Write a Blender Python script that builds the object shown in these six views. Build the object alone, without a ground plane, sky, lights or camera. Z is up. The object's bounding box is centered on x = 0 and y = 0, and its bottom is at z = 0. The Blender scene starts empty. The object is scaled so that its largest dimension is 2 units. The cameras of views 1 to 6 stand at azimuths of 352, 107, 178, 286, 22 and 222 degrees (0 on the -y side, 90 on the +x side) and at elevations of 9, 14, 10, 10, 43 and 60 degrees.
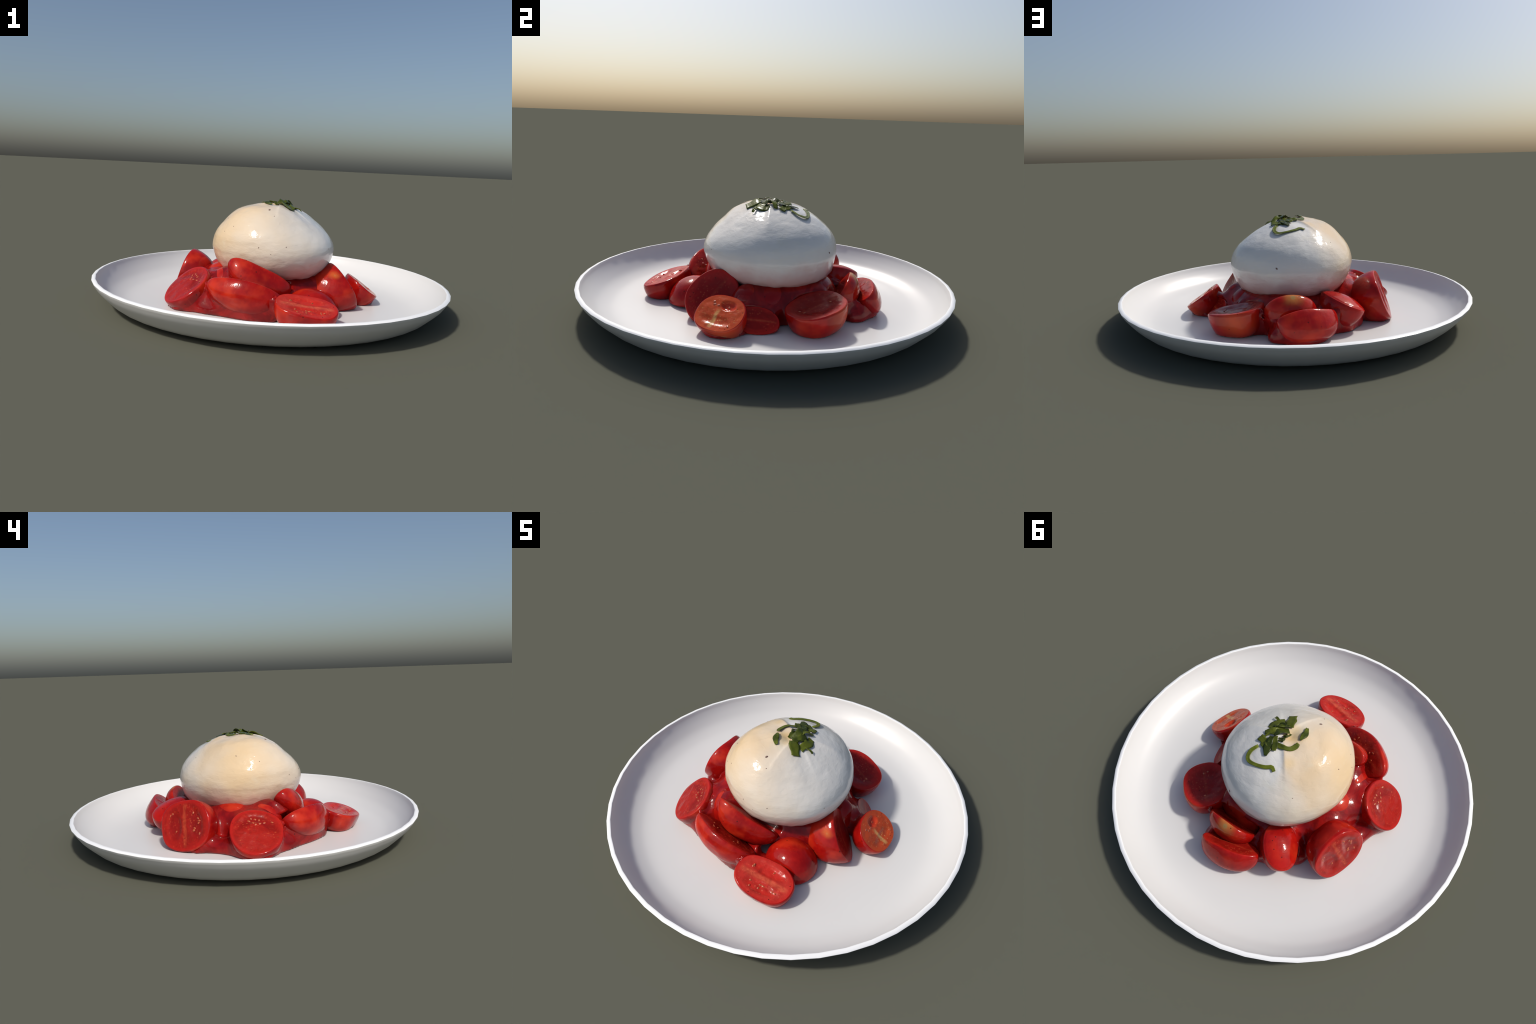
"""A burrata on a bed of halved tomatoes with shredded basil, on a white coupe plate."""
import bpy, math, random
import numpy as np
from mathutils import Vector, Matrix, noise
from mathutils.bvhtree import BVHTree

random.seed(7)
COL = bpy.context.scene.collection
FLOOR = 0.0145                      # inner floor of the plate


# ------------------------------------------------------------------ helpers
def link(ob, parent=None):
    COL.objects.link(ob)
    if parent is not None:
        ob.parent = parent
    return ob


def mesh_object(name, verts, faces, mat, parent=None, matrix=None, smooth=True):
    me = bpy.data.meshes.new(name)
    me.from_pydata([tuple(v) for v in verts], [], [tuple(f) for f in faces])
    me.materials.append(mat)
    if smooth:
        me.shade_smooth()
    me.update()
    ob = bpy.data.objects.new(name, me)
    if matrix is not None:
        ob.matrix_local = matrix
    return link(ob, parent)


def empty(name, loc=(0, 0, 0)):
    ob = bpy.data.objects.new(name, None)
    ob.empty_display_size = 0.05
    ob.location = loc
    return link(ob)


def smooth01(x, a, b):
    t = min(1.0, max(0.0, (x - a) / (b - a)))
    return t * t * (3 - 2 * t)


def catmull(pts, n):
    """Catmull-Rom through pts, n samples in all."""
    P = [np.array(p, float) for p in pts]
    P = [2 * P[0] - P[1]] + P + [2 * P[-1] - P[-2]]
    out = []
    m = len(P) - 3
    for i in range(n):
        u = i / (n - 1) * m
        k = min(int(u), m - 1)
        t = u - k
        a, b, c, d = P[k:k + 4]
        out.append(0.5 * ((2 * b) + (c - a) * t + (2 * a - 5 * b + 4 * c - d) * t * t + (3 * b - a - 3 * c + d) * t ** 3))
    return out


# ---------------------------------------------------------------- materials
class Nodes:
    """Small convenience layer over a material's node tree."""

    def __init__(self, name):
        self.mat = bpy.data.materials.new(name)
        self.mat.use_nodes = True
        self.t = self.mat.node_tree
        self.bsdf = self.t.nodes["Principled BSDF"]
        self.coord = self.t.nodes.new("ShaderNodeTexCoord")

    def put(self, sock, v):
        if hasattr(v, "is_linked") and hasattr(v, "links"):
            self.t.links.new(v, sock)
        elif isinstance(v, (tuple, list)) and len(v) == 3 and sock.type == "RGBA":
            sock.default_value = (*v, 1)
        else:
            sock.default_value = v

    def set(self, **kw):
        for k, v in kw.items():
            self.put(self.bsdf.inputs[k.replace("_", " ")], v)

    def mapping(self, vec, scale=(1, 1, 1), loc=(0, 0, 0)):
        n = self.t.nodes.new("ShaderNodeMapping")
        self.put(n.inputs["Vector"], vec)
        n.inputs["Scale"].default_value = scale
        n.inputs["Location"].default_value = loc
        return n.outputs[0]

    def noise(self, vec, scale, detail=3, rough=0.55, dist=0.0):
        n = self.t.nodes.new("ShaderNodeTexNoise")
        self.put(n.inputs["Vector"], vec)
        n.inputs["Scale"].default_value = scale
        n.inputs["Detail"].default_value = detail
        n.inputs["Roughness"].default_value = rough
        n.inputs["Distortion"].default_value = dist
        return n.outputs[0]

    def voronoi(self, vec, scale, rnd=1.0):
        n = self.t.nodes.new("ShaderNodeTexVoronoi")
        self.put(n.inputs["Vector"], vec)
        n.inputs["Scale"].default_value = scale
        n.inputs["Randomness"].default_value = rnd
        return n.outputs["Distance"], n.outputs["Color"]

    def math(self, op, a, b=0.0, clamp=False):
        n = self.t.nodes.new("ShaderNodeMath")
        n.operation = op
        n.use_clamp = clamp
        self.put(n.inputs[0], a)
        self.put(n.inputs[1], b)
        return n.outputs[0]

    def ramp01(self, v, lo, hi, out_lo=0.0, out_hi=1.0):
        n = self.t.nodes.new("ShaderNodeMapRange")
        n.interpolation_type = "SMOOTHSTEP"
        self.put(n.inputs[0], v)
        for i, x in enumerate((lo, hi, out_lo, out_hi)):
            n.inputs[i + 1].default_value = x
        return n.outputs[0]

    def mix(self, fac, a, b):
        n = self.t.nodes.new("ShaderNodeMix")
        n.data_type = "RGBA"
        self.put(n.inputs[0], fac)
        self.put(n.inputs[6], a)
        self.put(n.inputs[7], b)
        return n.outputs[2]

    def split(self, vec):
        n = self.t.nodes.new("ShaderNodeSeparateXYZ")
        self.put(n.inputs[0], vec)
        return n.outputs

    def distance(self, vec, p):
        n = self.t.nodes.new("ShaderNodeVectorMath")
        n.operation = "DISTANCE"
        self.put(n.inputs[0], vec)
        n.inputs[1].default_value = p
        return n.outputs["Value"]

    def bump(self, h, strength, dist=0.01, prev=None):
        n = self.t.nodes.new("ShaderNodeBump")
        n.inputs["Strength"].default_value = strength
        n.inputs["Distance"].default_value = dist
        self.put(n.inputs["Height"], h)
        if prev is not None:
            self.put(n.inputs["Normal"], prev)
        return n.outputs[0]

    @property
    def obj(self):
        return self.coord.outputs["Object"]

    @property
    def gen(self):
        return self.coord.outputs["Generated"]


def plate_material():
    m = Nodes("white_glaze")
    n = m.noise(m.obj, 3.0, 2)
    m.set(Base_Color=m.mix(n, (0.640, 0.636, 0.622), (0.670, 0.665, 0.650)), Roughness=0.36, Specular_IOR_Level=0.5)
    return m.mat


def rim_material():
    m = Nodes("rim_glaze_lightened")
    n = m.noise(m.obj, 4.0, 2)
    m.set(Base_Color=m.mix(n, (0.86, 0.86, 0.85), (0.90, 0.90, 0.89)), Roughness=0.3, Specular_IOR_Level=0.5)  # same glaze lightened so the upward-lit edge reads brighter than the dish
    return m.mat


def cheese_material():
    m = Nodes("burrata_skin")
    x, y, z = m.split(m.obj)
    # direction around the knot: sector west of main fold tinted with baked warm sunlight
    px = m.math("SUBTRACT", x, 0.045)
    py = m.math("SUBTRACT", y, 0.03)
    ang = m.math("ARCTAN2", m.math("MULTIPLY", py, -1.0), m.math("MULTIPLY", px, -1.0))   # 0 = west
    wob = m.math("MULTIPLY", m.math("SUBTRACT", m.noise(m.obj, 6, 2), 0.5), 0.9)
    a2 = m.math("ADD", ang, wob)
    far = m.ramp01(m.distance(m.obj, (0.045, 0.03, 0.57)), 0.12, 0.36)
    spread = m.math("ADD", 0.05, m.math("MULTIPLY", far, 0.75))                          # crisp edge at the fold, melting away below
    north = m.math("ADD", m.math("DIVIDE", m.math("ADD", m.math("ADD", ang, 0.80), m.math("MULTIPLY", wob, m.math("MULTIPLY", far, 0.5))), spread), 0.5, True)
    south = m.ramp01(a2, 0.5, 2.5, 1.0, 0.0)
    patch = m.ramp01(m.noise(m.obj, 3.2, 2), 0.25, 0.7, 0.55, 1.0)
    baked_sun = m.math("MULTIPLY", m.math("MULTIPLY", north, south), patch)
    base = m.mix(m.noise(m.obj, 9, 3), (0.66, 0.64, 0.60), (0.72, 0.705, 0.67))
    col = m.mix(baked_sun, base, (0.67, 0.50, 0.305))
    # drops of oil gathered round the knot
    oil = m.ramp01(m.distance(m.obj, (0.0, -0.005, 0.57)), 0.02, 0.075, 0.75, 0.0)
    col = m.mix(oil, col, (0.72, 0.50, 0.22))
    oil2 = m.ramp01(m.distance(m.obj, (-0.085, 0.125, 0.555)), 0.0, 0.05, 0.5, 0.0)
    col = m.mix(oil2, col, (0.72, 0.52, 0.26))
    # blotches of translucent skin
    blot = m.ramp01(m.noise(m.mapping(m.obj, loc=(3, 1, 2)), 7.5, 3), 0.56, 0.75, 0.0, 0.35)
    col = m.mix(blot, col, (0.68, 0.65, 0.52))
    # tomato juice drawn up from below
    edge = m.math("ADD", z, m.math("MULTIPLY", m.math("SUBTRACT", m.noise(m.obj, 5.5, 4), 0.5), 0.16))
    juice = m.ramp01(edge, 0.185, 0.325, 0.72, 0.0)
    col = m.mix(juice, col, (0.56, 0.27, 0.25))
    m.set(Base_Color=col, Roughness=0.11, Specular_IOR_Level=0.42)
    m.set(Subsurface_Weight=0.08, Subsurface_Scale=0.03)
    m.bsdf.inputs["Subsurface Radius"].default_value = (1.0, 0.8, 0.6)
    fine = m.noise(m.mapping(m.obj, scale=(1, 1, 2.6)), 34, 3, 0.55, 0.8)
    lumps = m.noise(m.obj, 14, 2)
    m.set(Normal=m.bump(fine, 0.22, 0.006, m.bump(lumps, 0.25, 0.012)))
    return m.mat


def skin_material(name, patch=None, patch_col=(0.62, 0.30, 0.06), patch_r=0.05, dark=1.0):
    m = Nodes(name)
    n = m.noise(m.obj, 13, 3)
    col = m.mix(m.ramp01(n, 0.3, 0.7), (0.29 * dark, 0.0035, 0.003), (0.43 * dark, 0.010, 0.005))
    broad = m.ramp01(m.noise(m.mapping(m.obj, loc=(7, 3, 5)), 5.5, 4, 0.6, 0.8), 0.38, 0.66)
    col = m.mix(m.math("MULTIPLY", broad, 0.6), col, (0.19, 0.0025, 0.003))
    glow = m.ramp01(m.noise(m.mapping(m.obj, loc=(1, 8, 2)), 7, 3), 0.5, 0.75, 0.0, 0.75)
    col = m.mix(glow, col, (0.52, 0.032, 0.009))
    streak = m.ramp01(m.noise(m.mapping(m.obj, scale=(1, 1, 0.25)), 38, 2), 0.62, 0.8, 0.0, 0.22)
    col = m.mix(streak, col, (0.50, 0.035, 0.016))
    if patch:
        d = m.math("ADD", m.distance(m.obj, patch), m.math("MULTIPLY", m.math("SUBTRACT", n, 0.5), 0.05))
        col = m.mix(m.ramp01(d, 0.0, patch_r, 0.62, 0.0), col, patch_col)
        col = m.mix(m.ramp01(d, 0.002, 0.012, 0.8, 0.0), col, (0.30, 0.20, 0.07))
    dist, _ = m.voronoi(m.obj, 19)
    col = m.mix(m.ramp01(dist, 0.05, 0.085, 0.75, 0.0), col, (0.03, 0.005, 0.004))
    m.set(Base_Color=col, Roughness=0.13, Specular_IOR_Level=0.27)
    b = m.noise(m.obj, 28, 3)
    m.set(Normal=m.bump(b, 0.25, 0.008))
    return m.mat


def flesh_material(name, base=(0.32, 0.011, 0.006), gel=(0.20, 0.006, 0.004), core=(0.52, 0.085, 0.03), core_w=0.05, core_amt=0.5, pattern="long"):
    """Cut face. Generated coordinates: x, y run 0..1 across the slice."""
    m = Nodes(name)
    x, y, _ = m.split(m.gen)
    u = m.math("MULTIPLY", m.math("SUBTRACT", x, 0.5), 2.0)
    v = m.math("MULTIPLY", m.math("SUBTRACT", y, 0.5), 2.0)
    warp = m.math("MULTIPLY", m.math("SUBTRACT", m.noise(m.obj, 22, 3), 0.5), 0.55)
    r = m.math("SQRT", m.math("ADD", m.math("MULTIPLY", u, u), m.math("MULTIPLY", v, v)))
    n = m.noise(m.obj, 30, 4)
    col = m.mix(n, tuple(c * 0.88 for c in base), tuple(min(1, c * 1.14) for c in base))
    # chambers of seed jelly either side of the core
    av = m.math("ABSOLUTE", v)
    dv = m.math("DIVIDE", m.math("SUBTRACT", av, 0.42), 0.34)
    du = m.math("DIVIDE", u, 0.72)
    rr = m.math("SQRT", m.math("ADD", m.math("MULTIPLY", du, du), m.math("MULTIPLY", dv, dv)))
    chamber = m.ramp01(m.math("ADD", rr, warp), 0.62, 0.98, 1.0, 0.0)
    if pattern == "bowl":
        chamber = m.ramp01(m.math("ADD", r, warp), 0.62, 0.86, 1.0, 0.0)
    if pattern == "arc":
        chamber = m.math("MULTIPLY", m.ramp01(m.math("ADD", m.math("ABSOLUTE", m.math("SUBTRACT", r, 0.55)), m.math("MULTIPLY", warp, 0.5)), 0.12, 0.26, 1.0, 0.0), m.ramp01(v, -0.25, 0.1, 1.0, 0.0))
    if pattern == "streak":
        pit = m.math("SQRT", m.math("ADD", m.math("POWER", m.math("DIVIDE", m.math("SUBTRACT", u, 0.2), 0.42), 2.0), m.math("POWER", m.math("DIVIDE", m.math("SUBTRACT", v, 0.45), 0.32), 2.0)))
        chamber = m.ramp01(m.math("ADD", pit, warp), 0.5, 1.0, 1.0, 0.0)
    col = m.mix(chamber, col, m.mix(m.noise(m.obj, 45, 3), gel, tuple(c * 1.5 for c in gel)))
    # pale fibres: the core line and thin rays running to the rim
    across = m.math("ABSOLUTE", v if pattern != "streak" else m.math("ADD", u, 0.12))
    line = m.ramp01(m.math("ADD", across, m.math("MULTIPLY", warp, 0.25)), core_w * 0.4, core_w * 2.2, core_amt, 0.0)
    inside = m.ramp01(r, 0.75, 0.95, 1.0, 0.0)
    if pattern == "streak":
        inside = m.math("MULTIPLY", inside, m.ramp01(v, -0.1, 0.3, 1.0, 0.0))
    col = m.mix(m.math("MULTIPLY", line, inside), col, core)
    vein = m.ramp01(m.noise(m.mapping(m.obj, scale=(1, 3, 1)), 40, 2), 0.6, 0.74, 0.0, 0.35)
    col = m.mix(vein, col, core)
    blotch = m.ramp01(m.noise(m.mapping(m.obj, loc=(2, 5, 1)), 16, 5, 0.65, 1.0), 0.42, 0.68, 0.0, 0.6)
    col = m.mix(blotch, col, tuple(c * 0.58 for c in base))
    pulp, _ = m.voronoi(m.mapping(m.obj, scale=(1, 1, 0.4)), 62)
    col = m.mix(m.math("MULTIPLY", m.ramp01(pulp, 0.10, 0.34, 0.45, 0.0), m.math("MULTIPLY", inside, m.ramp01(m.noise(m.obj, 12, 2), 0.45, 0.62))), col, core)
    # rim of firm flesh
    col = m.mix(m.ramp01(r, 0.86, 0.98, 0.0, 0.6), col, (0.42, 0.012, 0.008) if pattern != "streak" else (0.46, 0.06, 0.015))
    dist, _ = m.voronoi(m.obj, 26)
    col = m.mix(m.ramp01(dist, 0.055, 0.09, 0.85, 0.0), col, (0.03, 0.006, 0.004))
    m.set(Base_Color=col, Roughness=0.2, Specular_IOR_Level=0.2)
    m.set(Normal=m.bump(m.noise(m.obj, 55, 4), 0.22, 0.005, m.bump(n, 0.12, 0.01)))
    return m.mat


def sauce_material():
    m = Nodes("tomato_juice")
    n = m.noise(m.obj, 9, 3)
    col = m.mix(m.ramp01(n, 0.3, 0.7), (0.24, 0.004, 0.004), (0.36, 0.010, 0.007))
    broad = m.ramp01(m.noise(m.mapping(m.obj, loc=(4, 2, 6)), 7, 4, 0.6, 0.8), 0.40, 0.62)
    col = m.mix(m.math("MULTIPLY", broad, 0.8), col, (0.13, 0.0025, 0.003))
    dist, _ = m.voronoi(m.obj, 15)
    col = m.mix(m.ramp01(dist, 0.04, 0.07, 0.8, 0.0), col, (0.03, 0.005, 0.004))
    m.set(Base_Color=col, Roughness=0.16, Specular_IOR_Level=0.28)
    m.set(Normal=m.bump(m.noise(m.obj, 22, 3), 0.3, 0.01))
    return m.mat


def basil_material(name="basil_leaf", lift=0.0):
    m = Nodes(name)
    info = m.t.nodes.new("ShaderNodeObjectInfo")
    n = m.noise(m.obj, 35, 3)
    dark = m.mix(n, (0.007, 0.014, 0.004), (0.030, 0.045, 0.008))
    light = m.mix(n, (0.08, 0.11, 0.010), (0.20, 0.22, 0.025))
    f = m.math("MULTIPLY", m.math("POWER", info.outputs["Random"], 1.4), m.ramp01(m.noise(m.obj, 18, 3), 0.3, 0.65, 0.2, 1.0))
    f = m.math("ADD", f, lift, True)
    m.set(Base_Color=m.mix(f, dark, light), Roughness=0.26, Specular_IOR_Level=0.18)
    vein = m.noise(m.mapping(m.obj, scale=(1, 1, 1)), 90, 2)
    m.set(Normal=m.bump(vein, 0.4, 0.003))
    return m.mat


def plain_material(name, col, rough=0.35):
    m = Nodes(name)
    n = m.noise(m.obj, 60, 2)
    m.set(Base_Color=m.mix(n, tuple(c * 0.75 for c in col), tuple(min(1, c * 1.2) for c in col)), Roughness=rough, Coat_Weight=0.4)
    return m.mat


# -------------------------------------------------------------------- plate
def build_plate():
    seg = 50
    key_in = [(0.0, FLOOR), (0.30, FLOOR), (0.60, FLOOR), (0.72, FLOOR + 0.001), (0.80, 0.0195), (0.85, 0.031), (0.90, 0.055),
              (0.94, 0.092), (0.965, 0.125), (0.977, 0.150)]
    rim = [(0.979, 0.1530), (0.983, 0.1545), (0.995, 0.1510), (1.0, 0.1475)]
    key_out = [(0.998, 0.140), (0.975, 0.105), (0.94, 0.068), (0.90, 0.033), (0.86, 0.013), (0.82, 0.003), (0.76, 0.0), (0.40, 0.0), (0.0, 0.0)]
    prof = catmull(key_in, 46) + [np.array(p) for p in rim] + catmull(key_out, 40)
    verts, faces, rows = [], [], []
    for r, z in prof:
        z = max(0.0, float(z))
        if r < 1e-4:
            rows.append([len(verts)])
            verts.append((0, 0, z))
        else:
            rows.append(list(range(len(verts), len(verts) + seg)))
            for k in range(seg):
                a = (k + 0.5) * 2 * math.pi / seg
                verts.append((r * math.cos(a), r * math.sin(a), z))
    for a, b in zip(rows, rows[1:]):
        for k in range(seg):
            j = (k + 1) % seg
            if len(a) == 1:
                faces.append((a[0], b[k], b[j]))
            elif len(b) == 1:
                faces.append((a[k], b[0], a[j]))
            else:
                faces.append((a[k], b[k], b[j], a[j]))
    def is_rim(f):
        return all(math.hypot(*verts[i][:2]) > 0.9785 and verts[i][2] > 0.147 for i in f)

    ob = empty("plate")
    for name, chosen, mat in (("dish", [f for f in faces if not is_rim(f)], plate_material()), ("rim", [f for f in faces if is_rim(f)], rim_material())):
        used = sorted({i for f in chosen for i in f})
        new = {o: k for k, o in enumerate(used)}
        mesh_object(name, [verts[i] for i in used], [tuple(new[i] for i in f) for f in chosen], mat, ob)
    ob["label"] = "shallow round white glazed dinner plate with raised rim"
    ob["category"] = "plate"


# ------------------------------------------------------------------- cheese
CHEESE_PROFILE = [(0.0, 0.135), (0.12, 0.137), (0.20, 0.148), (0.268, 0.176), (0.312, 0.212), (0.338, 0.258), (0.350, 0.300),
                  (0.353, 0.328), (0.348, 0.362), (0.336, 0.396), (0.313, 0.432), (0.281, 0.466), (0.241, 0.500), (0.201, 0.525),
                  (0.153, 0.547), (0.106, 0.559), (0.050, 0.563), (0.0, 0.563)]
KNOT = (0.048, 0.028)
FOLDS = [(135, 0.010), (208, 0.004), (255, 0.006), (12, 0.008), (316, 0.004), (75, 0.003)]


def build_cheese():
    seg, n = 168, 110
    prof = catmull(CHEESE_PROFILE, n)
    verts, faces, rows = [], [], []
    for r, z in prof:
        r = max(0.0, float(r))
        ring = []
        cnt = 1 if r < 1e-4 else seg
        s = 0.024 * smooth01(z, 0.43, 0.55)
        for k in range(cnt):
            a = 2 * math.pi * k / seg
            rr = r * (1 + 0.012 * math.cos(2 * (a - math.radians(100))))
            # shoulders swell along one diagonal, the flank between two folds is flatter
            sh = smooth01(z, 0.34, 0.48)
            rr += sh * min(1, r / 0.12) * (0.012 * math.cos(2 * (a - math.radians(50))) + 0.002 * max(0.0, math.cos(a - math.radians(150))) ** 2 + 0.007 * max(0.0, math.cos(a - math.radians(252))) ** 2 - 0.022 * max(0.0, math.cos(a - math.radians(320))))
            rr += 0.012 * smooth01(z, 0.26, 0.42) * min(1, r / 0.15) * max(0.0, math.cos(a - math.radians(208))) ** 2
            # the underside sags over the tomatoes on the east and north sides
            rr += 0.014 * smooth01(r, 0.12, 0.25) * (1 - smooth01(z, 0.20, 0.29)) * max(0.0, math.cos(a - math.radians(55)))
            rr = max(rr, 0.0)
            x = 0.013 + rr * math.cos(a) - 0.9 * s
            y = 0.025 + rr * math.sin(a) - 0.40 * s
            zz = float(z)
            p = Vector((x, y, zz))
            dx, dy = x - KNOT[0], y - KNOT[1]
            d = math.hypot(dx, dy)
            if zz > 0.36:
                ang = math.degrees(math.atan2(dy, dx))
                g = smooth01(d, 0.015, 0.07) * (1 - smooth01(d, 0.10, 0.30))
                h = 0.0
                for f, amp in FOLDS:
                    da = (ang - f + 180) % 360 - 180
                    w = math.radians(da) * max(d, 0.04)
                    h += amp * (math.exp(-w / 0.05) if w > 0 else math.exp(w / 0.008))
                h *= g
                # gathered knot and the hollow beside it
                h += 0.008 * math.exp(-((x - 0.065) ** 2 + (y - 0.045) ** 2) / 0.0016)
                h -= 0.012 * math.exp(-((x - 0.008) ** 2 + (y - 0.0) ** 2) / 0.0010)
                h += 0.010 * math.exp(-((x + 0.05) ** 2 + (y + 0.01) ** 2) / 0.0022)
                up = Vector((dx * 0.8, dy * 0.8, 0.30)).normalized()
                p += up * h
            q = p * 4.0
            nn = noise.noise(q) * 0.006 + noise.noise(p * 11 + Vector((5, 2, 1))) * 0.0030 + noise.noise(Vector((p.x * 26, p.y * 26, p.z * 48))) * 0.0010
            if zz < 0.26:
                nn += (noise.noise(p * 26) * 0.006) * (1 - smooth01(zz, 0.18, 0.26))
            out = Vector((x - 0.013, y - 0.025, (zz - 0.34) * 1.6)).normalized()
            p += out * nn
            ring.append(len(verts))
            verts.append(p)
        rows.append(ring)
    for a, b in zip(rows, rows[1:]):
        for k in range(seg):
            j = (k + 1) % seg
            if len(a) == 1:
                faces.append((a[0], b[j], b[k]))
            elif len(b) == 1:
                faces.append((a[k], a[j], b[0]))
            else:
                faces.append((a[k], a[j], b[j], b[k]))
    root = empty("burrata", (0.013, 0.025, 0.135))
    inv = Matrix.Translation((-0.013, -0.025, -0.135))
    # mesh keeps plate coordinates so that the colours can be placed on Object coordinates
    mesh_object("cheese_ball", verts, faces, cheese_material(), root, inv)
    root["label"] = "soft white burrata ball with gathered knot and oily sheen"
    root["category"] = "cheese"
    tree = BVHTree.FromPolygons(verts, faces)
    # pepper on the cheese: lying flecks
    fv, ff = [], []
    for x, y, z, rad in [(-0.049, -0.152, None, 0.0065), (-0.030, -0.205, None, 0.0028), (-0.262, -0.042, None, 0.003),
                         (0.108, 0.366, 0.352, 0.0055), (-0.192, 0.221, None, 0.0025), (-0.243, -0.167, None, 0.0025),
                         (-0.12, -0.30, 0.36, 0.003), (0.02, -0.33, 0.37, 0.0028), (-0.15, -0.31, 0.27, 0.003), (-0.29, -0.13, 0.42, 0.0025),
                         (0.25, -0.18, 0.35, 0.0025), (-0.06, -0.33, 0.33, 0.002)]:
        if z is None:
            hit = tree.ray_cast(Vector((x, y, 1)), Vector((0, 0, -1)))
        else:
            o = Vector((0.013, 0.025, z))
            dvec = (Vector((x, y, z)) - o).normalized()
            hit = tree.ray_cast(o + dvec * 1.0, -dvec)
        if hit[0] is None:
            continue
        blob(fv, ff, hit[0], hit[1], (rad * 1.3, rad * 0.8, rad * 0.5))
    fl = mesh_object("pepper_fleck", fv, ff, plain_material("ground_pepper", (0.16, 0.085, 0.06)), root, inv)
    fl["kind"] = "stuff"
    return tree


def blob(verts, faces, c, nrm, size, spin=0.0, nu=8, nv=5):
    """Append a small ellipsoid at c, flattened along nrm."""
    z = nrm.normalized()
    x = z.orthogonal().normalized()
    x = Matrix.Rotation(spin, 3, z) @ x
    y = z.cross(x)
    base = len(verts)
    for i in range(nv + 1):
        ph = math.pi * i / nv
        for k in range(nu):
            th = 2 * math.pi * k / nu
            l = (math.sin(ph) * math.cos(th) * size[0], math.sin(ph) * math.sin(th) * size[1], math.cos(ph) * size[2])
            verts.append(c + x * l[0] + y * l[1] + z * l[2])
    for i in range(nv):
        for k in range(nu):
            j = (k + 1) % nu
            faces.append((base + i * nu + k, base + (i + 1) * nu + k, base + (i + 1) * nu + j, base + i * nu + j))


# -------------------------------------------------------------------- basil
# each shred: plan path (x, y), width, lift at its middle, roll of the ribbon (0 flat, 1 on edge)
SHREDS = [
    ([(0.096, 0.153), (0.111, 0.189), (0.105, 0.221), (0.081, 0.236), (0.035, 0.229), (-0.007, 0.212), (-0.031, 0.194), (-0.053, 0.203)], 0.019, 0.004, 0.35),
    ([(0.024, 0.098), (-0.008, 0.092), (-0.039, 0.076), (-0.054, 0.047), (-0.054, 0.026)], 0.023, 0.005, 0.45),
    ([(-0.026, -0.074), (-0.043, -0.039), (-0.048, 0.006)], 0.027, 0.006, 0.3),
    ([(0.086, -0.095), (0.064, -0.055), (0.042, -0.018)], 0.050, 0.012, 0.25),
    ([(0.123, 0.042), (0.119, 0.005), (0.093, -0.045)], 0.040, 0.007, 0.15),
    ([(0.122, 0.078), (0.082, 0.050), (0.058, -0.001)], 0.026, 0.020, 0.5),
    ([(0.070, 0.070), (0.053, 0.030), (0.030, -0.002)], 0.036, 0.024, 0.6),
    ([(0.125, 0.112), (0.097, 0.116), (0.066, 0.121)], 0.034, 0.005, 0.2),
    ([(0.073, 0.080), (0.054, 0.126), (0.031, 0.174)], 0.036, 0.007, 0.3),
    ([(0.059, 0.070), (0.027, 0.109), (0.014, 0.132)], 0.030, 0.010, 0.4),
    ([(0.042, 0.063), (0.020, 0.050), (0.014, 0.062), (0.034, 0.076)], 0.010, 0.008, 0.7),
    ([(0.094, 0.125), (0.076, 0.136), (0.056, 0.144)], 0.026, 0.004, 0.3),
    ([(0.100, 0.020), (0.070, 0.000), (0.050, -0.030)], 0.030, 0.018, 0.7),
]


rnd_herb = random.Random(23)
for _i in range(6):
    _cx, _cy = 0.070 + rnd_herb.gauss(0, 0.030), 0.030 + rnd_herb.gauss(0, 0.052)
    _t = rnd_herb.uniform(0, math.pi)
    _l = rnd_herb.uniform(0.020, 0.042)
    _dx, _dy = _l * math.cos(_t), _l * math.sin(_t)
    _b = rnd_herb.uniform(-0.5, 0.5)
    SHREDS.append(([(_cx - _dx, _cy - _dy), (_cx - _dy * _b, _cy + _dx * _b), (_cx + _dx, _cy + _dy)], rnd_herb.uniform(0.010, 0.020), rnd_herb.uniform(0.010, 0.028), rnd_herb.uniform(0.4, 1.0)))


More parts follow.
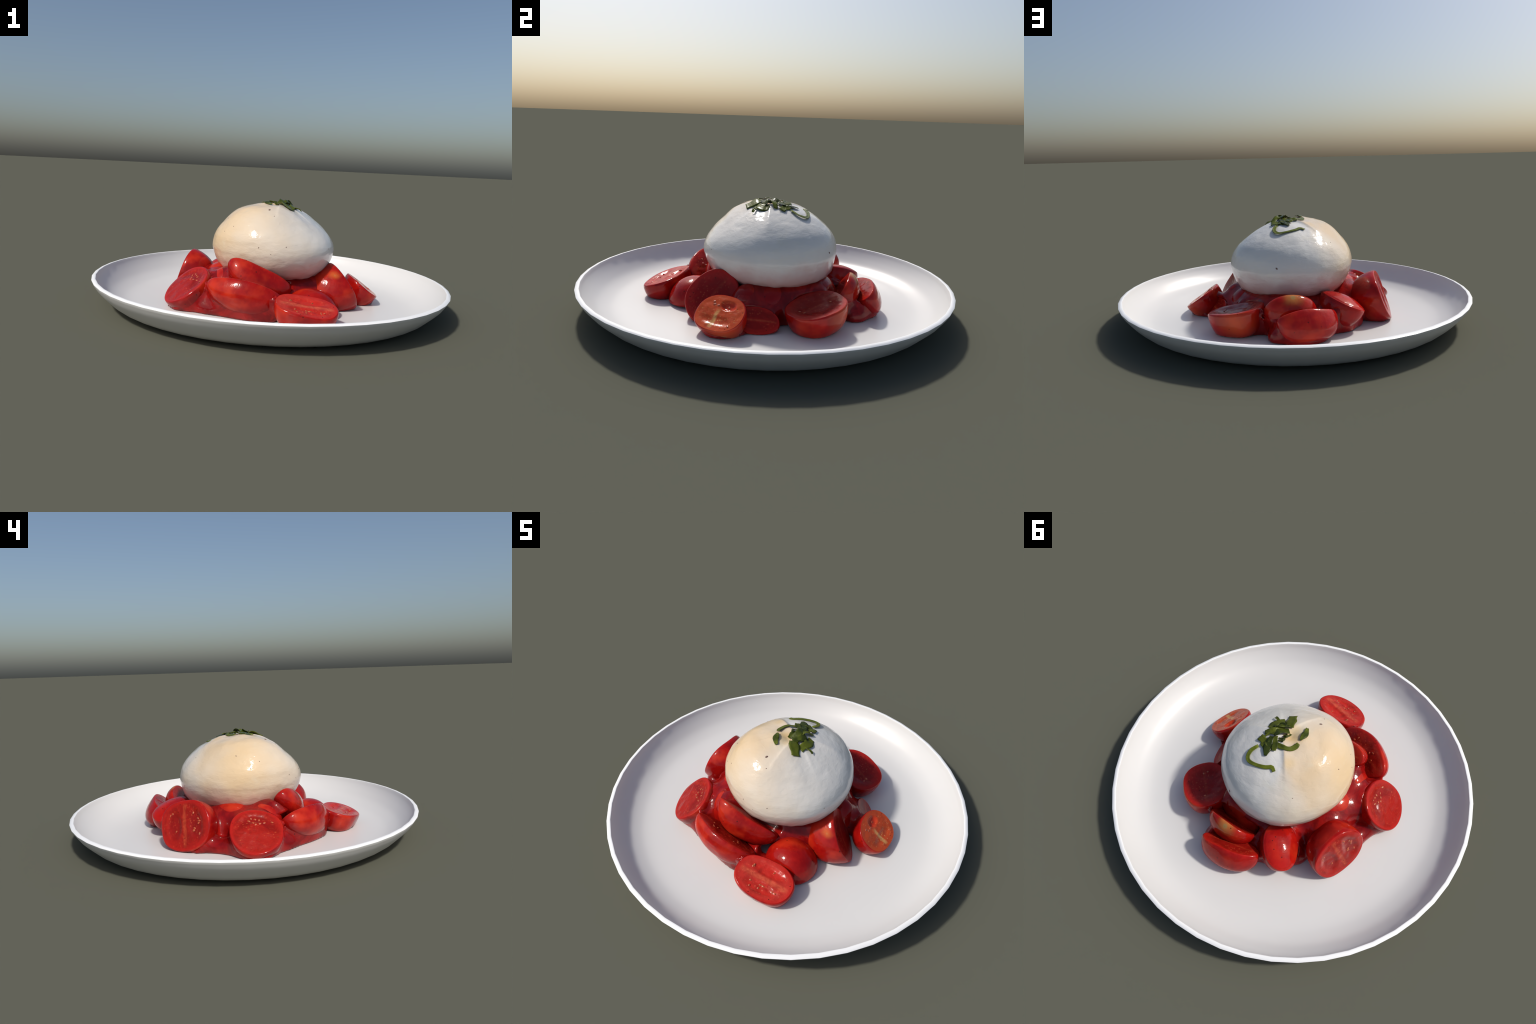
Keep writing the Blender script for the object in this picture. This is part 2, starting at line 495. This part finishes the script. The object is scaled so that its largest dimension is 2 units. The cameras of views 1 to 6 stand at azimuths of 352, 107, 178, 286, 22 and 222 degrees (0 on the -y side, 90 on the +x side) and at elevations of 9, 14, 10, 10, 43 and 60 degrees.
def build_basil(tree):
    root = empty("shredded_basil", (0.05, 0.05, 0.57))
    inv = Matrix.Translation((-0.05, -0.05, -0.57))
    mat, bright = basil_material(), basil_material("basil_leaf_olive", 0.45)
    for i, (path, width, lift, roll) in enumerate(SHREDS):
        n, m = 18, 6
        pts = catmull(path, n)
        verts, faces = [], []
        rnd = random.Random(i)
        tilt = (1 if i % 2 else -1) * roll * 0.55
        for a, p in enumerate(pts):
            t = a / (n - 1)
            d = pts[min(a + 1, n - 1)] - pts[max(a - 1, 0)]
            tang = Vector((d[0], d[1], 0)).normalized()
            side = Vector((-tang.y, tang.x, 0))
            w = 1.05 * width * (0.82 + 0.18 * math.sin(math.pi * t) + 0.12 * math.sin(9 * t + i))
            if i in (2, 8):
                w *= 0.35 + 0.75 * math.sin(math.pi * (0.08 + 0.84 * t))
            wav = 0.0025 * math.sin(6.0 * t + rnd.random() * 0.4 + i)
            for b in range(m):
                s = b / (m - 1) - 0.5
                off = side * (w * s * math.cos(tilt * 1.1))
                q = Vector((p[0], p[1], 1)) + off
                hit = tree.ray_cast(q, Vector((0, 0, -1)))
                zc = hit[0].z if hit[0] is not None else 0.55
                hgt = 0.002 + 0.45 * lift * math.sin(math.pi * (0.1 + 0.8 * t)) + w * (s * math.sin(tilt * 1.1) + 0.5 * abs(math.sin(tilt * 1.1)))
                hgt += 0.003 * (s * 2) ** 2 * (0.5 + 0.5 * math.sin(4 * t + i)) + wav
                verts.append(Vector((q.x, q.y, zc + max(0.002, hgt))))
        for a in range(n - 1):
            for b in range(m - 1):
                k = a * m + b
                faces.append((k, k + 1, k + m + 1, k + m))
        ob = mesh_object("basil_shred", verts, faces, bright if i in (0, 1, 3, 4, 7) else mat, root, inv)
        sol = ob.modifiers.new("thick", "SOLIDIFY")
        sol.thickness = 0.0026
        sol.offset = 0.0
    root["label"] = "thin dark green shreds of basil leaf piled loosely"
    root["category"] = "basil"


# ----------------------------------------------------------------- tomatoes
class Half:
    """Half tomato: cut-face centre, facing normal, long axis, half sizes, depth of the skin side."""

    def __init__(self, c, n, a, la, lb, d, kind="long", sq=2.2, dk=2.2, dish=0.012, skin="plain", flesh="red", seeds=10, point=0.0, cap=0.0):
        self.c = Vector(c)
        self.n = Vector(n).normalized()
        a = Vector(a)
        self.a = (a - self.n * a.dot(self.n)).normalized()
        self.b = self.n.cross(self.a)
        self.la, self.lb, self.d = la, lb, d
        self.kind, self.sq, self.dk, self.dish = kind, sq, dk, dish
        self.skin, self.flesh, self.seeds, self.point, self.cap = skin, flesh, seeds, point, cap

    def matrix(self):
        m = Matrix((self.a, self.b, self.n)).transposed().to_4x4()
        m.translation = self.c
        return m

    def outline(self, th, s):
        c, sn = math.cos(th), math.sin(th)
        e = 2 / self.sq
        x = math.copysign(abs(c) ** e, c)
        y = math.copysign(abs(sn) ** e, sn)
        y *= 1 - self.point * x
        return self.la * s * x, self.lb * s * y

    def face_height(self, u, v):
        """Relief of the cut face; u, v in -1..1."""
        r = math.hypot(u, v)
        h = self.cap * (1 - min(1, r) ** 2)
        if self.kind == "bowl":
            h -= self.dish * (1 - smooth01(r, 0.35, 0.88))
        elif self.kind == "long":
            for sgn in (-1, 1):
                q = math.hypot(u / 0.75, (v - sgn * 0.44) / 0.34)
                h -= self.dish * (1 - smooth01(q, 0.45, 1.0))
        elif self.kind == "arc":
            h -= self.dish * (1 - smooth01(abs(r - 0.55), 0.06, 0.26)) * (1 - smooth01(v, -0.25, 0.1))
        elif self.kind == "pit":
            q = math.hypot((u - 0.2) / 0.36, (v - 0.45) / 0.28)
            h -= 1.3 * self.dish * (1 - smooth01(q, 0.5, 1.0))
            q = math.hypot((u - 0.0) / 0.7, (v + 0.4) / 0.3)
            h -= 0.5 * self.dish * (1 - smooth01(q, 0.4, 1.0))
        return h


TOMATOES = {
    "front_oval": Half((0.093, -0.562, 0.118), (0.09, -0.28, 0.96), (0.98, -0.14, -0.14), 0.159, 0.111, 0.13, "long", dish=0.008, flesh="pink", seeds=11, sq=2.3, dk=4.2),
    "front_dome": Half((0.165, -0.352, 0.030), (0.0, 0.05, -1), (1, -0.4, 0), 0.143, 0.128, 0.125, "plain", seeds=0),
    "front_wedge": Half((-0.188, -0.386, 0.150), (0.33, 0.60, 0.73), (0.92, -0.34, -0.20), 0.202, 0.110, 0.125, "bowl", dish=0.003, cap=0.010, sq=1.9, seeds=10),
    "leaning_wedge": Half((-0.100, -0.280, 0.211), (0.31, 0.70, 0.64), (0.91, -0.03, -0.41), 0.186, 0.072, 0.13, "plain", cap=0.008, seeds=0),
    "west_round": Half((-0.490, -0.209, 0.140), (-0.59, -0.21, 0.78), (-0.25, 0.97, 0.07), 0.137, 0.140, 0.18, "arc", dish=0.006, seeds=9, sq=2.1),
    "northwest_round": Half((-0.491, 0.179, 0.151), (-0.90, 0.23, 0.36), (0.40, 0.12, 0.91), 0.134, 0.156, 0.19, "long", dish=0.009, seeds=11, sq=2.5),
    "north_tip": Half((-0.244, 0.358, 0.166), (-0.42, -0.09, 0.90), (-0.69, 0.68, -0.25), 0.125, 0.100, 0.15, "plain", cap=0.034, seeds=0, skin="blossom", flesh="smooth"),
    "north_crescent": Half((-0.030, 0.514, 0.140), (0.22, -0.58, 0.78), (-0.94, -0.35, 0.0), 0.163, 0.078, 0.14, "bowl", dish=0.002, sq=1.9, seeds=0, dk=3.2),
    "stem_crescent": Half((0.052, 0.408, 0.133), (0.12, -0.85, 0.51), (-0.98, -0.17, -0.06), 0.143, 0.120, 0.11, "plain", seeds=0, skin="stem"),
    "northeast_round": Half((0.329, 0.357, 0.146), (0.18, -0.07, 0.98), (-0.78, 0.60, 0.18), 0.156, 0.126, 0.15, "bowl", dish=0.015, seeds=3, sq=2.4, flesh="deep", skin="patched", dk=4.2),
    "east_oval": Half((0.545, -0.055, 0.123), (0.54, -0.07, 0.84), (0.19, 0.98, -0.03), 0.125, 0.107, 0.13, "pit", dish=0.008, flesh="orange", skin="patched", seeds=5, sq=2.3, dk=4.2),
    "southeast_wedge": Half((0.384, -0.164, 0.138), (0.87, 0.24, 0.43), (0.49, -0.53, -0.70), 0.150, 0.120, 0.20, "plain", flesh="deep", skin="spotted", seeds=0),
    "east_lump": Half((0.248, 0.092, 0.060), (0, 0, -1), (1, 0.4, 0), 0.122, 0.130, 0.145, "plain", seeds=0),
    "east_ridge": Half((0.320, 0.010, 0.080), (0, 0, -1), (1, -0.3, 0), 0.095, 0.080, 0.125, "plain", seeds=0),
    "north_lump": Half((0.070, 0.315, 0.070), (0, 0, -1), (1, 0, 0), 0.150, 0.090, 0.145, "plain", seeds=0),
    "east_flat": Half((0.452, 0.095, 0.072), (0.70, 0.30, 0.65), (0.3, -0.9, 0.1), 0.115, 0.070, 0.12, "plain", seeds=0),
    "west_lump": Half((-0.275, -0.010, 0.070), (0, 0, -1), (0.2, 1, 0), 0.150, 0.110, 0.165, "plain", seeds=0),
    "southwest_lump": Half((-0.265, -0.190, 0.070), (0, 0, -1), (1, 0.3, 0), 0.105, 0.105, 0.165, "plain", seeds=0),
}


def build_tomatoes():
    def at(key, world):
        return tuple(TOMATOES[key].matrix().inverted() @ Vector(world))

    skins = {
        "plain": skin_material("tomato_skin"),
        "blossom": skin_material("tomato_skin_blossom", at("north_tip", (-0.275, 0.435, 0.140)), (0.42, 0.08, 0.02), 0.035),
        "stem": skin_material("tomato_skin_stem", at("stem_crescent", (0.034, 0.485, 0.228)), (0.55, 0.24, 0.06), 0.07),
        "patched": skin_material("tomato_skin_orange", (0.06, -0.08, -0.05), (0.56, 0.10, 0.025), 0.13),
        "spotted": skin_material("tomato_skin_spotted", at("southeast_wedge", (0.312, -0.252, 0.222)), (0.62, 0.15, 0.025), 0.042),
    }
    fleshes = {
        "red": flesh_material("tomato_flesh"),
        "pink": flesh_material("tomato_flesh_pink", base=(0.46, 0.028, 0.019), gel=(0.38, 0.016, 0.010), core=(0.62, 0.13, 0.06), core_w=0.09),
        "deep": flesh_material("tomato_flesh_deep", base=(0.33, 0.016, 0.012), gel=(0.20, 0.006, 0.005), core=(0.42, 0.09, 0.035), pattern="bowl", core_amt=0.2),
        "orange": flesh_material("tomato_flesh_orange", base=(0.47, 0.062, 0.018), gel=(0.38, 0.028, 0.010), core=(0.66, 0.40, 0.14), core_w=0.06, core_amt=0.8, pattern="streak"),
        "bowl": flesh_material("tomato_flesh_bowl", pattern="bowl", core_amt=0.2),
        "arc": flesh_material("tomato_flesh_round", pattern="arc", core_amt=0.0),
        "smooth": skins["plain"],
    }
    seed_mat = plain_material("tomato_seed", (0.42, 0.075, 0.02))
    seg = 88
    for idx, (key, h) in enumerate(TOMATOES.items()):
        mw = h.matrix()
        mi = mw.inverted()
        off = Vector((idx * 3.1, idx * 1.7, idx * 0.9))

        def place(l, amount=1.0):
            """Irregular swelling plus resting on the plate; local -> local."""
            p = mw @ Vector(l)
            v = p * 6 + off
            p += Vector((noise.noise(v), noise.noise(v + Vector((9, 0, 0))), noise.noise(v + Vector((0, 9, 0))))) * 0.009 * amount
            if p.z < FLOOR + 0.002:
                p.z = FLOOR + 0.002
            return mi @ p

        root = empty("tomato_half", (h.c.x, h.c.y, FLOOR))
        loc = Matrix.Translation((-h.c.x, -h.c.y, -FLOOR)) @ mw
        # skin: a rounded rim then rings running down to the bottom of the half
        verts, faces, rows = [], [], []
        rings = [(0.945, 0.0), (0.970, -0.0012), (0.988, -0.005)]
        nr = 26
        for i in range(1, nr + 1):
            ph = 0.5 * math.pi * i / nr
            rings.append((max(0.0, math.cos(ph)) ** (2 / h.dk), -0.008 - (h.d - 0.008) * math.sin(ph) ** (2 / 2.1)))
        for s, w in rings:
            if s < 1e-3:
                rows.append([len(verts)])
                verts.append(place((0, 0, w)))
                continue
            rows.append(list(range(len(verts), len(verts) + seg)))
            for k in range(seg):
                x, y = h.outline(2 * math.pi * k / seg, s)
                verts.append(place((x, y, w)))
        for a, b in zip(rows, rows[1:]):
            for k in range(seg):
                j = (k + 1) % seg
                if len(b) == 1:
                    faces.append((a[k], b[0], a[j]))
                else:
                    faces.append((a[k], b[k], b[j], a[j]))
        mesh_object("skin", verts, faces, skins[h.skin], root, loc)
        # cut face
        verts, faces, rows = [], [], []
        nf = 22
        for i in range(nf + 1):
            s = i / nf
            if i == 0:
                rows.append([0])
                verts.append(place((0, 0, h.face_height(0, 0))))
                continue
            rows.append(list(range(len(verts), len(verts) + seg)))
            for k in range(seg):
                x, y = h.outline(2 * math.pi * k / seg, s * 0.945)
                u, v = x / h.la, y / h.lb
                z = h.face_height(u, v) if i < nf else 0.0
                if i < nf and h.kind != "plain":
                    z += 0.0020 * noise.noise(Vector((x, y, 0)) * 34 + off) * (1 - smooth01(s, 0.8, 0.97))
                verts.append(place((x, y, z)))
        for a, b in zip(rows, rows[1:]):
            for k in range(seg):
                j = (k + 1) % seg
                if len(a) == 1:
                    faces.append((a[0], b[k], b[j]))
                else:
                    faces.append((a[k], b[k], b[j], a[j]))
        fm = h.kind if h.kind in ("bowl", "arc") and h.flesh == "red" else h.flesh
        mesh_object("flesh", verts, faces, fleshes[fm], root, loc)
        # seeds lying in the jelly
        if h.seeds:
            rnd = random.Random(idx * 13 + 5)
            sv, sf = [], []
            for k in range(h.seeds):
                if h.kind in ("long", "pit"):
                    u = rnd.uniform(-0.55, 0.6)
                    v = rnd.choice((-1, 1)) * rnd.uniform(0.28, 0.60)
                else:
                    t = rnd.uniform(0, 2 * math.pi)
                    r = rnd.uniform(0.35, 0.62)
                    u, v = r * math.cos(t), r * math.sin(t)
                    if h.kind == "arc":
                        u, v = rnd.uniform(-0.55, 0.55), -rnd.uniform(0.25, 0.6)
                x, y = u * h.la, v * h.lb
                c = place((x, y, h.face_height(u, v) - 0.0002))
                blob(sv, sf, c, Vector((rnd.uniform(-.3, .3), rnd.uniform(-.3, .3), 1)), (0.0095 * rnd.uniform(0.7, 1.1), 0.0055, 0.0022), rnd.uniform(0, 3))
            ob = mesh_object("seed", sv, sf, seed_mat, root, loc)
            ob["kind"] = "stuff"
        root["label"] = "glossy halved cherry tomato with red skin and cut flesh"
        root["category"] = "tomato"


# ------------------------------------------------ juice webbing the tomatoes
def surface_net(F, origin, h):
    """Naive surface nets of the zero level of F (negative inside)."""
    inside = F < 0
    nx, ny, nz = F.shape
    corners = [(i, j, k) for i in (0, 1) for j in (0, 1) for k in (0, 1)]
    view = lambda A, c: A[c[0]:nx - 1 + c[0], c[1]:ny - 1 + c[1], c[2]:nz - 1 + c[2]]
    s = sum(view(inside, c).astype(int) for c in corners)
    active = (s > 0) & (s < 8)
    ids = -np.ones(active.shape, int)
    ids[active] = np.arange(active.sum())
    acc = np.zeros((active.sum(), 3))
    cnt = np.zeros(active.sum())
    for a in corners:
        for ax in range(3):
            if a[ax]:
                continue
            b = list(a)
            b[ax] = 1
            fa, fb = view(F, a)[active], view(F, b)[active]
            cross = (fa < 0) != (fb < 0)
            t = np.where(cross, fa / np.where(cross, fa - fb, 1), 0)
            p = np.tile(np.array(a, float), (len(fa), 1))
            p[:, ax] += t
            acc[cross] += p[cross]
            cnt[cross] += 1
    base = np.argwhere(active)
    verts = origin + h * (base + acc / cnt[:, None])
    faces = []
    for ax in range(3):
        o1, o2 = [(1, 2), (2, 0), (0, 1)][ax]
        sl = [slice(1, n - 1) for n in F.shape]
        sl[ax] = slice(0, F.shape[ax] - 1)
        hi = [slice(1, n - 1) for n in F.shape]
        hi[ax] = slice(1, F.shape[ax])
        A, B = inside[tuple(sl)], inside[tuple(hi)]
        for flip in (False, True):
            e = np.argwhere((A & ~B) if not flip else (~A & B))
            start = np.ones(3, int)
            start[ax] = 0
            e = e + start
            d1 = np.zeros(3, int); d1[o1] = 1
            d2 = np.zeros(3, int); d2[o2] = 1
            q = [e, e - d1, e - d1 - d2, e - d2]
            q = [ids[tuple(x.T)] for x in q]
            f = np.stack(q if not flip else q[::-1], 1)
            faces.append(f)
    return verts, np.concatenate(faces)


BANKS = [((-0.36, -0.31, 0.015), (-0.10, -0.45, 0.015), 0.045), ((-0.06, -0.38, 0.0), (0.08, -0.40, 0.0), 0.032),
         ((-0.44, -0.25, 0.03), (-0.34, -0.31, 0.03), 0.045), ((-0.49, -0.12, 0.04), (-0.47, 0.10, 0.03), 0.045),
         ((-0.35, -0.12, 0.11), (-0.29, 0.10, 0.11), 0.075), ((-0.30, 0.30, 0.04), (-0.10, 0.44, 0.03), 0.05),
         ((0.25, 0.36, 0.04), (0.05, 0.40, 0.04), 0.036), ((0.36, 0.02, 0.05), (0.46, 0.02, 0.03), 0.05),
         ((0.06, -0.19, 0.11), (0.20, -0.16, 0.11), 0.080), ((-0.24, -0.30, 0.09), (-0.12, -0.34, 0.07), 0.065), ((0.12, 0.27, 0.12), (0.20, 0.20, 0.12), 0.075), ((0.11, 0.52, 0.03), (0.0, 0.55, 0.03), 0.05),
         ((-0.02, 0.30, 0.11), (-0.12, 0.27, 0.11), 0.065), ((-0.16, -0.16, 0.14), (-0.20, -0.20, 0.14), 0.09)]


def build_sauce():
    h = 0.0105
    lo, hi = np.array([-0.74, -0.76, -0.004]), np.array([0.74, 0.74, 0.33])
    n = np.ceil((hi - lo) / h).astype(int)
    X = np.stack(np.meshgrid(*[lo[i] + h * np.arange(n[i]) for i in range(3)], indexing="ij"), -1)
    W = X.copy()
    low = W[..., 2] < 0.075
    W[..., 2] = np.where(low, 0.075 - (0.075 - W[..., 2]) * 0.5, W[..., 2])      # bodies flare to a skirt on the plate

    def ellipsoid(P, c, axes, radii):
        d = P - np.array(c)
        q = np.stack([d @ np.array(a) for a in axes], -1)
        k0 = np.linalg.norm(q / radii, axis=-1)
        k1 = np.linalg.norm(q / np.array(radii) ** 2, axis=-1) + 1e-9
        return k0 * (k0 - 1) / k1, q

    k = 0.026
    total = np.zeros(X.shape[:3])
    carve = np.full(X.shape[:3], -1.0)
    for key, t in TOMATOES.items():
        shrink = 0.030 if key in ("front_dome", "southeast_wedge") else 0.009      # dark gaps stay open beside these
        e, q = ellipsoid(W, t.c, (t.a, t.b, t.n), (t.la, t.lb, t.d))
        e = np.maximum(e, q[..., 2] + 0.012)
        total += np.exp(-(e + shrink) / k)
        d = X - np.array(t.c)
        w = d @ np.array(t.n)
        r = np.hypot((d @ np.array(t.a)) / (t.la * 0.97), (d @ np.array(t.b)) / (t.lb * 0.97))
        if t.n.z > -0.5:
            carve = np.maximum(carve, np.minimum(np.minimum(w + 0.035, 0.045 - w), (1 - r) * t.lb))
    mound, _ = ellipsoid(X, (0.01, 0.055, 0.03), ((1, 0, 0), (0, 1, 0), (0, 0, 1)), (0.340, 0.310, 0.200))
    total += np.exp(-mound / k)
    # low banks of pulp running between neighbouring halves along the plate
    for a, b, r in BANKS:
        a, b = np.array(a), np.array(b)
        t = np.clip(((X - a) @ (b - a)) / ((b - a) @ (b - a)), 0, 1)
        total += np.exp(-(np.linalg.norm(X - a - t[..., None] * (b - a), axis=-1) - r) / k)
    F = -k * np.log(total + 1e-12)
    F = np.maximum(F, carve)
    F = np.maximum(F, FLOOR + 0.0012 - X[..., 2])
    v, f = surface_net(F, lo, h)
    ob = mesh_object("tomato_juice", v, f, sauce_material())
    sm = ob.modifiers.new("soften", "SMOOTH")
    sm.factor = 0.5
    sm.iterations = 3
    ob["label"] = "thick red tomato juice pooling between and under tomato halves"
    ob["category"] = "tomato sauce"


build_plate()
surface = build_cheese()
build_basil(surface)
build_tomatoes()
build_sauce()
